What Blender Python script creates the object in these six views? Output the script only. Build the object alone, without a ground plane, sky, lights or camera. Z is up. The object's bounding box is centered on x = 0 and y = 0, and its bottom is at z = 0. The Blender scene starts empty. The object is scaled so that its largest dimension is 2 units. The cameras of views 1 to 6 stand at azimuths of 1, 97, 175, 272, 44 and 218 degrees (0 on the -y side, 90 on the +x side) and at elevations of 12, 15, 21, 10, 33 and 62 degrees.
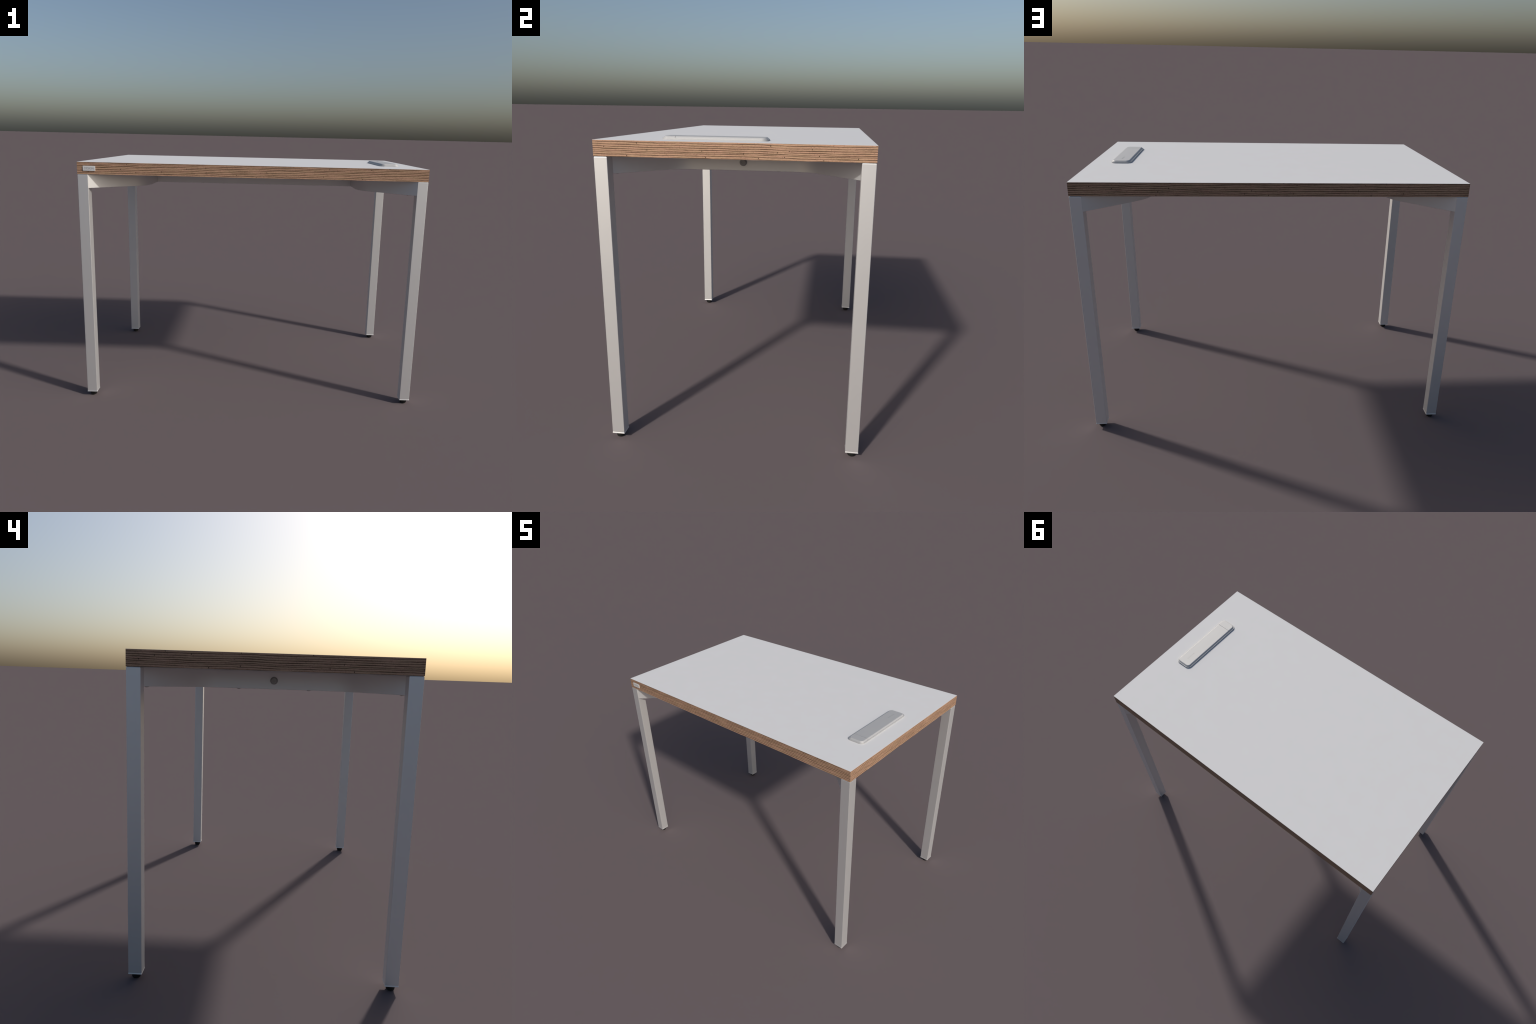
"""Rectangular office table: plywood-edged white top with an aluminium power box,
four square aluminium legs, two bowed end aprons and a central beam."""
import bpy, bmesh, math
from mathutils import Vector, Matrix

# ------------------------------------------------------------------ sizes (m)
Y0 = 0.002                     # table body is shifted back by half the badge depth
HALF_X, HALF_Y = 1.000, 0.597  # half size of the top
Z_TOP, Z_UNDER = 1.4400, 1.3701
LAMINATE = 0.0006
LEG = 0.0595                   # square leg tube
LEG_X = 0.9992 - LEG / 2        # leg axis
LEG_Y = 0.5967 - LEG / 2
LEG_FOOT_Z = 0.0260            # underside of the leg's end cap
APRON_LOW = 1.2905             # underside of apron and beam
APRON_T = 0.0400               # apron tube thickness
APRON_MID_X = 0.665            # tube centre in the straight middle part
APRON_ANGLE = math.radians(42) # direction of the arms towards the legs
APRON_R = 0.170                # bend radius of the tube centre line
BEAM_HALF_Y = 0.0525

# ------------------------------------------------------------------ node helpers
def new_mat(name):
    m = bpy.data.materials.new(name)
    m.use_nodes = True
    nt = m.node_tree
    return m, nt, nt.nodes["Principled BSDF"]

def math_node(nt, op, a, b=None, c=None, clamp=False):
    n = nt.nodes.new("ShaderNodeMath")
    n.operation = op
    n.use_clamp = clamp
    for i, v in enumerate((a, b, c)):
        if v is None:
            continue
        if isinstance(v, (int, float)):
            n.inputs[i].default_value = v
        else:
            nt.links.new(v, n.inputs[i])
    return n.outputs[0]

def combine(nt, x, y, z):
    n = nt.nodes.new("ShaderNodeCombineXYZ")
    for i, v in enumerate((x, y, z)):
        if isinstance(v, (int, float)):
            n.inputs[i].default_value = v
        else:
            nt.links.new(v, n.inputs[i])
    return n.outputs[0]

def noise(nt, vec, scale, detail=2.0, rough=0.5):
    n = nt.nodes.new("ShaderNodeTexNoise")
    n.inputs["Scale"].default_value = scale
    n.inputs["Detail"].default_value = detail
    n.inputs["Roughness"].default_value = rough
    nt.links.new(vec, n.inputs["Vector"])
    return n.outputs["Fac"]

def mix_color(nt, fac, a, b, blend="MIX"):
    n = nt.nodes.new("ShaderNodeMix")
    n.data_type = "RGBA"
    n.blend_type = blend
    for sock, v in ((n.inputs[0], fac), (n.inputs[6], a), (n.inputs[7], b)):
        if isinstance(v, (int, float)):
            sock.default_value = v
        elif isinstance(v, tuple):
            sock.default_value = (*v, 1.0)
        else:
            nt.links.new(v, sock)
    return n.outputs[2]

def map_range(nt, v, a, b, c, d):
    n = nt.nodes.new("ShaderNodeMapRange")
    nt.links.new(v, n.inputs[0])
    for i, k in enumerate((a, b, c, d)):
        n.inputs[i + 1].default_value = k
    return n.outputs[0]

def bump(nt, height, strength, distance, bsdf):
    n = nt.nodes.new("ShaderNodeBump")
    n.inputs["Strength"].default_value = strength
    n.inputs["Distance"].default_value = distance
    nt.links.new(height, n.inputs["Height"])
    nt.links.new(n.outputs[0], bsdf.inputs["Normal"])

# ------------------------------------------------------------------ materials
def plain(name, color, rough, metallic=0.0, spec=0.5):
    m, nt, b = new_mat(name)
    tc = nt.nodes.new("ShaderNodeTexCoord")
    f = noise(nt, tc.outputs["Object"], 9.0, 3.0)
    lo = tuple(c * 0.985 for c in color)
    hi = tuple(min(1.0, c * 1.015) for c in color)
    nt.links.new(mix_color(nt, f, lo, hi), b.inputs["Base Color"])
    b.inputs["Roughness"].default_value = rough
    b.inputs["Metallic"].default_value = metallic
    b.inputs["Specular IOR Level"].default_value = spec
    return m

MAT_WHITE = plain("white_laminate", (0.618, 0.618, 0.620), 0.75, spec=0.12)
MAT_METAL = plain("matt_aluminium", (0.735, 0.733, 0.728), 0.50, metallic=0.72)
MAT_LID = plain("satin_aluminium", (0.462, 0.462, 0.460), 0.70, metallic=0.37)
MAT_BADGE = plain("pale_aluminium", (0.66, 0.66, 0.66), 0.55, metallic=0.15)
MAT_PRINT = plain("grey_print", (0.33, 0.33, 0.33), 0.6, metallic=0.3)
MAT_RUBBER = plain("black_rubber", (0.012, 0.012, 0.011), 0.6, spec=0.3)
MAT_PLUG = plain("dark_plastic", (0.33, 0.33, 0.32), 0.5, spec=0.4)

def plywood(name, axis, lines, seed, width):
    """Stacked veneers seen on edge: pale wavy bands parted by dark glue lines.
    axis 0/1: the edge runs along x/y.  lines: depths of the glue lines."""
    m, nt, b = new_mat(name)
    tc = nt.nodes.new("ShaderNodeTexCoord")
    sep = nt.nodes.new("ShaderNodeSeparateXYZ")
    nt.links.new(tc.outputs["Object"], sep.inputs[0])
    s, z = sep.outputs[axis], sep.outputs[2]
    other = sep.outputs[1 - axis]
    s = math_node(nt, "ADD", s, math_node(nt, "MULTIPLY", math_node(nt, "SIGN", other), 3.7 + seed))
    depth = math_node(nt, "SUBTRACT", Z_TOP, z)
    # slow drift, mid waviness and fine raggedness of the veneers
    def wobble(fs, fz, k, amp, detail):
        n = noise(nt, combine(nt, math_node(nt, "MULTIPLY", s, fs), math_node(nt, "MULTIPLY", z, fz), seed + k), 1.0, detail)
        return math_node(nt, "MULTIPLY", math_node(nt, "SUBTRACT", n, 0.5), amp)
    wave = math_node(nt, "ADD", wobble(4.5, 8.0, 0.0, 0.0110, 1.0),
                     math_node(nt, "ADD", wobble(17.0, 40.0, 5.0, 0.0030, 2.0), wobble(130.0, 170.0, 8.0, 0.0016, 2.0)))
    dd = math_node(nt, "ADD", depth, wave)
    span = 0.084
    t = math_node(nt, "DIVIDE", math_node(nt, "ADD", dd, 0.007), span)
    ramp = nt.nodes.new("ShaderNodeValToRGB")
    nt.links.new(t, ramp.inputs[0])
    el = ramp.color_ramp.elements
    el[0].position, el[0].color = 0.0, (0.75, 0.75, 0.75, 1)
    el[1].position, el[1].color = 1.0, (0.75, 0.75, 0.75, 1)
    for k, d in enumerate(lines):
        c = (d + 0.007) / span
        deep = (0.00, 0.06, 0.16, 0.03)[k % 4]
        for off, v in ((-0.0030, 0.88), (-0.0003, deep), (0.0017, 1.0)):
            e = el.new(min(0.999, max(0.001, c + off * width / span)))
            e.color = (v, v, v, 1)
    band = ramp.outputs[0]
    # glue lines fade and deepen along their length
    fade = noise(nt, combine(nt, math_node(nt, "MULTIPLY", s, 9.0), math_node(nt, "MULTIPLY", z, 160.0), seed + 9.0), 1.0, 3.0, 0.65)
    fade = map_range(nt, fade, 0.33, 0.60, 0.50, 1.22)
    dark = math_node(nt, "MULTIPLY", math_node(nt, "POWER", math_node(nt, "SUBTRACT", 1.0, band), 0.80), fade, clamp=True)
    # veneer colour: stretched grain, warm and yellowish patches
    grain = noise(nt, combine(nt, math_node(nt, "MULTIPLY", s, 60.0), math_node(nt, "MULTIPLY", z, 700.0), seed), 1.0, 4.0, 0.6)
    patch = noise(nt, combine(nt, math_node(nt, "MULTIPLY", s, 14.0), math_node(nt, "MULTIPLY", z, 120.0), seed + 2.0), 1.0, 2.0)
    pale = mix_color(nt, map_range(nt, patch, 0.35, 0.65, 0, 1), (0.500, 0.330, 0.210), (0.560, 0.336, 0.232))
    pale = mix_color(nt, map_range(nt, grain, 0.32, 0.60, 0.50, 0.0), pale, (0.270, 0.158, 0.090))
    col = mix_color(nt, dark, pale, (0.078, 0.046, 0.028))
    fleck = noise(nt, combine(nt, math_node(nt, "MULTIPLY", s, 170.0), math_node(nt, "MULTIPLY", z, 420.0), seed + 4.0), 1.0, 1.0)
    col = mix_color(nt, map_range(nt, fleck, 0.64, 0.74, 0.0, 0.65), col, (0.075, 0.043, 0.026))
    # butt joints across single veneers, and short dark knots
    ply = math_node(nt, "FLOOR", math_node(nt, "DIVIDE", dd, 0.0088))
    v1 = nt.nodes.new("ShaderNodeTexVoronoi")
    v1.voronoi_dimensions, v1.feature = "1D", "DISTANCE_TO_EDGE"
    v1.inputs["Scale"].default_value = 1.0
    nt.links.new(math_node(nt, "ADD", math_node(nt, "MULTIPLY", s, 17.0), math_node(nt, "MULTIPLY", ply, 37.73)), v1.inputs["W"])
    joint = map_range(nt, v1.outputs["Distance"], 0.006, 0.020, 0.45, 0.0)
    joint = math_node(nt, "MULTIPLY", joint, map_range(nt, patch, 0.40, 0.60, 0.0, 1.0))
    col = mix_color(nt, joint, col, (0.085, 0.048, 0.028))
    v2 = nt.nodes.new("ShaderNodeTexVoronoi")
    v2.voronoi_dimensions, v2.feature = "1D", "F1"
    v2.inputs["Scale"].default_value = 1.0
    nt.links.new(math_node(nt, "ADD", math_node(nt, "MULTIPLY", s, 3.6), math_node(nt, "MULTIPLY", ply, 91.37)), v2.inputs["W"])
    sepc = nt.nodes.new("ShaderNodeSeparateColor")
    nt.links.new(v2.outputs["Color"], sepc.inputs[0])
    knot = math_node(nt, "MULTIPLY", map_range(nt, math_node(nt, "ADD", v2.outputs["Distance"], math_node(nt, "MULTIPLY", grain, 0.012)), 0.008, 0.015, 1.0, 0.0),
                     math_node(nt, "GREATER_THAN", sepc.outputs[0], 0.66))
    frac = math_node(nt, "FRACT", math_node(nt, "DIVIDE", dd, 0.0088))
    knot = math_node(nt, "MULTIPLY", knot, map_range(nt, frac, 0.45, 0.62, 1.0, 0.0))
    col = mix_color(nt, knot, col, (0.022, 0.013, 0.009))
    nt.links.new(col, b.inputs["Base Color"])
    b.inputs["Roughness"].default_value = 0.75
    b.inputs["Specular IOR Level"].default_value = 0.15
    bump(nt, math_node(nt, "SUBTRACT", math_node(nt, "MULTIPLY", grain, 0.3), dark), 0.35, 0.0012, b)
    return m

MAT_PLY_LONG = plywood("plywood_long_edge", 0,
                       (-0.0025, 0.0058, 0.0142, 0.0232, 0.0322, 0.0425, 0.0520, 0.0622, 0.0720), 1.3, 1.45)
MAT_PLY_SHORT = plywood("plywood_short_edge", 1,
                        (-0.0015, 0.0088, 0.0189, 0.0276, 0.0364, 0.0447, 0.0511, 0.0599, 0.0695), 7.9, 1.20)

# ------------------------------------------------------------------ mesh helpers
def make_object(name, bm, mats, parent=None, smooth_angle=None, location=(0, 0, 0)):
    me = bpy.data.meshes.new(name)
    bmesh.ops.recalc_face_normals(bm, faces=bm.faces)
    bm.to_mesh(me)
    bm.free()
    for m in mats:
        me.materials.append(m)
    if smooth_angle is not None:
        me.shade_smooth()
        me.set_sharp_from_angle(angle=math.radians(smooth_angle))
    ob = bpy.data.objects.new(name, me)
    bpy.context.scene.collection.objects.link(ob)
    if smooth_angle is not None:          # keep the large flat faces flat next to rounded edges
        wn = ob.modifiers.new("face_weighted_normals", "WEIGHTED_NORMAL")
        wn.keep_sharp = True
    ob.location = location
    if parent is not None:
        ob.parent = parent
    return ob

def box(lo, hi, bevel=0.0, segments=2):
    bm = bmesh.new()
    bmesh.ops.create_cube(bm, size=1.0)
    lo, hi = Vector(lo), Vector(hi)
    for v in bm.verts:
        v.co = Vector(((v.co[i] + 0.5) * (hi[i] - lo[i]) + lo[i]) for i in range(3))
    if bevel:
        bmesh.ops.bevel(bm, geom=list(bm.edges), offset=bevel, segments=segments,
                        profile=0.5, affect="EDGES", clamp_overlap=True)
    return bm

def loft(rings, closed_ends=True, bm=None):
    """Quads between successive closed rings of equal length."""
    bm = bm or bmesh.new()
    vr = [[bm.verts.new(p) for p in r] for r in rings]
    n = len(rings[0])
    for a, b in zip(vr, vr[1:]):
        for i in range(n):
            j = (i + 1) % n
            bm.faces.new((a[i], a[j], b[j], b[i]))
    if closed_ends:
        bm.faces.new(vr[0])
        bm.faces.new(vr[-1])
    return bm

def lathe(profile, steps=40):
    return loft([[(r * math.cos(2 * math.pi * k / steps), r * math.sin(2 * math.pi * k / steps), z)
                  for k in range(steps)] for r, z in profile])

def rounded_rect(hx, hy, r, z, seg=8):
    pts = []
    for cx, cy, a0 in ((hx - r, hy - r, 0), (r - hx, hy - r, 90), (r - hx, r - hy, 180), (hx - r, r - hy, 270)):
        for k in range(seg + 1):
            a = math.radians(a0 + 90 * k / seg)
            pts.append((cx + r * math.cos(a), cy + r * math.sin(a), z))
    return pts

def lettering(name, body, size, spacing, depth, width, matrix, mat, parent):
    cu = bpy.data.curves.new(name, "FONT")
    cu.body = body
    cu.size = size
    cu.space_character = spacing
    cu.align_x, cu.align_y = "CENTER", "CENTER"
    cu.extrude = depth
    tmp = bpy.data.objects.new(name + "_curve", cu)
    bpy.context.scene.collection.objects.link(tmp)
    dg = bpy.context.evaluated_depsgraph_get()
    me = bpy.data.meshes.new_from_object(tmp.evaluated_get(dg))
    bpy.data.objects.remove(tmp)
    xs = [v.co.x for v in me.vertices]
    k = width / (max(xs) - min(xs))
    mid = (max(xs) + min(xs)) / 2
    for v in me.vertices:
        v.co.x = (v.co.x - mid) * k
    me.transform(matrix)
    me.materials.clear()
    me.materials.append(mat)
    ob = bpy.data.objects.new(name, me)
    bpy.context.scene.collection.objects.link(ob)
    ob.parent = parent
    return ob

# ------------------------------------------------------------------ the table
table = bpy.data.objects.new("office_table", None)
bpy.context.scene.collection.objects.link(table)
table["label"] = "white rectangular desk with plywood edge and square aluminium legs"
table["category"] = "table"

# tabletop: plywood core between two thin white laminate sheets
core = box((-HALF_X, Y0 - HALF_Y, Z_UNDER + LAMINATE), (HALF_X, Y0 + HALF_Y, Z_TOP - LAMINATE))
for f in core.faces:
    f.material_index = 1 if abs(f.normal.x) > 0.5 else 0
tabletop = make_object("tabletop", core, [MAT_PLY_LONG, MAT_PLY_SHORT], table)
make_object("top_laminate", box((-HALF_X, Y0 - HALF_Y, Z_TOP - LAMINATE), (HALF_X, Y0 + HALF_Y, Z_TOP)),
            [MAT_WHITE], tabletop)
make_object("bottom_laminate", box((-HALF_X + 0.001, Y0 - HALF_Y + 0.001, Z_UNDER), (HALF_X - 0.001, Y0 + HALF_Y - 0.001, Z_UNDER + LAMINATE)),
            [MAT_WHITE], tabletop)

# maker's badge at the front left corner
badge = make_object("badge", box((-0.9660, -0.5990, 1.3900), (-0.8952, -0.5945, 1.4180), 0.0012),
                    [MAT_BADGE], tabletop, 40)
lettering("badge_lettering", "DESIGN", 0.0185, 1.0, 0.0003, 0.0540,
          Matrix.Translation((-0.9300, -0.5990, 1.4040)) @ Matrix.Rotation(math.pi / 2, 4, "X"),
          MAT_PRINT, badge)

# power box on the top: low base, rounded lid cut by a seam near one end
BOX_C = Vector((0.8355, -0.0940, Z_TOP))
BX, BY, BR = 0.0556, 0.2345, 0.0270
def box_rings(profile):
    return [[(x + BOX_C.x, y + BOX_C.y, z + BOX_C.z)
             for x, y, z in rounded_rect(BX - i, BY - i, max(0.004, BR - i), z)] for i, z in profile]
power_box = make_object("power_box", loft(box_rings(((0.0006, -0.0004), (0.0001, 0.0008), (0.0, 0.0058), (0.0002, 0.0068),
                                                     (0.0008, 0.0074), (0.0200, 0.0074)))),
                        [MAT_LID], table, 35)
LID = ((0.0048, 0.0072), (0.0042, 0.0076), (0.0045, 0.0087),
       (0.0104, 0.0141), (0.0128, 0.0148))
SEAM_Y = -0.2668
for name, y, side in (("lid", SEAM_Y + 0.0007, 1), ("lid_flap", SEAM_Y - 0.0007, -1)):
    bm = loft(box_rings(LID))
    bmesh.ops.bisect_plane(bm, geom=list(bm.verts) + list(bm.edges) + list(bm.faces), dist=1e-6,
                           plane_co=(0, y, 0), plane_no=(0, side, 0), clear_inner=True)
    bmesh.ops.holes_fill(bm, edges=[e for e in bm.edges if e.is_boundary])
    make_object(name, bm, [MAT_LID], power_box, 35)
lettering("lid_lettering", "DESIGN", 0.0140, 1.5, 0.00015, 0.0620,
          Matrix.Translation((0.8358, 0.0551, Z_TOP + 0.0148)) @ Matrix.Rotation(-math.pi / 2, 4, "Z"),
          MAT_PRINT, power_box)

# legs with flared end cap and rubber foot
def leg_mesh():
    h = LEG / 2
    zt = Z_UNDER + 0.0004
    prof = ((h - 0.001, LEG_FOOT_Z + 0.003), (h, LEG_FOOT_Z + 0.004), (h, zt - 0.0050), (h - 0.0008, zt - 0.0028),
            (h - 0.0022, zt - 0.0010), (h - 0.0045, zt))
    return loft([rounded_rect(a, a, 0.0022, z, 4) for a, z in prof])
def cap_mesh():
    h = LEG / 2
    prof = ((h - 0.0020, LEG_FOOT_Z + 0.0075), (h + 0.0001, LEG_FOOT_Z + 0.0056), (h + 0.0004, LEG_FOOT_Z + 0.0036),
            (h + 0.0010, LEG_FOOT_Z + 0.0014), (h + 0.0010, LEG_FOOT_Z + 0.0004), (h + 0.0004, LEG_FOOT_Z))
    return loft([rounded_rect(a, a, 0.0022, z, 4) for a, z in prof])
def foot_mesh():
    return lathe(((0.0216, LEG_FOOT_Z + 0.003), (0.0216, LEG_FOOT_Z - 0.002), (0.0210, 0.0150), (0.0200, 0.0080),
                  (0.0190, 0.0032), (0.0178, 0.0008), (0.0160, 0.0)))
leg_a = make_object("leg", leg_mesh(), [MAT_METAL], table, 40)
cap_a = make_object("end_cap", cap_mesh(), [MAT_METAL], leg_a, 50)
foot_a = make_object("foot", foot_mesh(), [MAT_RUBBER], leg_a, 50)
first = True
for sx in (-1, 1):
    for sy in (-1, 1):
        if first:
            leg_a.location = (sx * LEG_X, Y0 + sy * LEG_Y, 0)
            first = False
            continue
        l = leg_a.copy(); c = cap_a.copy(); f = foot_a.copy()
        for o in (l, c, f):
            bpy.context.scene.collection.objects.link(o)
        l.location = (sx * LEG_X, Y0 + sy * LEG_Y, 0)
        c.parent = l
        f.parent = l

# bowed aprons: straight middle, round bends, arms out to the inner face of the legs
def apron_path():
    """Plan stations (point, tangent) of the tube centre, from y<0 to y>0, for the +x side."""
    # arm direction towards the leg at +y
    d = Vector((math.cos(APRON_ANGLE), math.sin(APRON_ANGLE)))
    # the arm's centre line crosses the leg face so that its inner edge starts at the leg's corner
    end = Vector((LEG_X - LEG / 2, LEG_Y + LEG / 2 - 0.0024 - APRON_T / 2 / math.cos(APRON_ANGLE)))
    k = (APRON_MID_X - end.x) / d.x
    corner = end + d * k
    turn = math.pi / 2 - APRON_ANGLE
    tl = APRON_R * math.tan(turn / 2)
    centre = Vector((APRON_MID_X + APRON_R, corner.y - tl))
    half = [(Vector((APRON_MID_X, y)), Vector((0, 1))) for y in (0.0, 0.08, 0.16)]
    for i in range(15):
        a = turn * i / 14
        p = centre + Vector((-math.cos(a), math.sin(a))) * APRON_R
        half.append((p, Vector((math.sin(a), math.cos(a)))))
    half.append((corner + d * (tl + 0.1), d))
    half.append((end, d))
    neg = [(Vector((p.x, -p.y)), Vector((-t.x, t.y))) for p, t in half[:0:-1]]
    return neg + half

def apron_mesh(sx):
    h, r, z0, z1 = APRON_T / 2, 0.0018, APRON_LOW, Z_UNDER + 0.0003
    sect = []
    for cn, cz, a0 in ((h - r, z1 - r, 0), (r - h, z1 - r, 90), (r - h, z0 + r, 180), (h - r, z0 + r, 270)):
        for k in range(4):
            a = math.radians(a0 + 30 * k)
            sect.append((cn + r * math.cos(a), cz + r * math.sin(a)))
    path = apron_path()
    face_x = LEG_X - LEG / 2 + 0.0006
    rings = []
    for i, (p, t) in enumerate(path):
        nrm = Vector((t.y, -t.x))
        ring = []
        for n, z in sect:
            q = p + nrm * n
            if i in (0, len(path) - 1):          # mitre cut against the leg
                q = q + t * ((face_x - q.x) / t.x)
            ring.append((sx * q.x, Y0 + q.y, z))
        rings.append(ring)
    return loft(rings)

def screw_mesh(r, h):
    return lathe([(r, 0.0015), (r, 0.0)] + [(r * math.cos(a), -h * math.sin(a)) for a in
                                            (math.radians(d) for d in (20, 40, 60, 78))], 20)
def plug_mesh():
    """Projecting bolt head on a washer, with a hexagonal recess, axis along +z."""
    def hexring(r, z, n=36):
        out = []
        for k in range(n):
            a = 2 * math.pi * k / n
            m = (a % (math.pi / 3)) - math.pi / 6
            q = r * math.cos(math.pi / 6) / math.cos(m)
            out.append((q * math.cos(a), q * math.sin(a), z))
        return out
    def ring(r, z, n=36):
        return [(r * math.cos(2 * math.pi * k / n), r * math.sin(2 * math.pi * k / n), z) for k in range(n)]
    return loft([ring(0.0174, -0.002), ring(0.0174, 0.0034), ring(0.0166, 0.0046), ring(0.0138, 0.0048),
                 ring(0.0134, 0.0060), ring(0.0130, 0.0170), ring(0.0122, 0.0182), ring(0.0080, 0.0184),
                 hexring(0.0066, 0.0182), hexring(0.0060, 0.0160)])

screw_a = None
for sx in (1, -1):
    apron = make_object("apron", apron_mesh(sx), [MAT_METAL], table, 40)
    plug = make_object("bolt", plug_mesh(), [MAT_PLUG], apron, 40,
                       (sx * (APRON_MID_X + APRON_T / 2), 0.0015, 1.3295))
    plug.rotation_euler = (0, sx * math.pi / 2, 0)
    for sy in (-1, 1):
        for px, py in ((0.665, 0.161), (0.905, 0.534)):
            if screw_a is None:
                s = screw_a = make_object("screw", screw_mesh(0.0095, 0.0034), [MAT_PLUG], apron, 60)
            else:
                s = screw_a.copy()
                bpy.context.scene.collection.objects.link(s)
                s.parent = apron
            s.location = (sx * px, Y0 + sy * py, APRON_LOW)

beam_end = APRON_MID_X - APRON_T / 2 + 0.0006
beam = make_object("beam", box((-beam_end, Y0 - BEAM_HALF_Y, APRON_LOW + 0.0004), (beam_end, Y0 + BEAM_HALF_Y, Z_UNDER + 0.0002),
                               0.0020, 2), [MAT_METAL], table, 40)
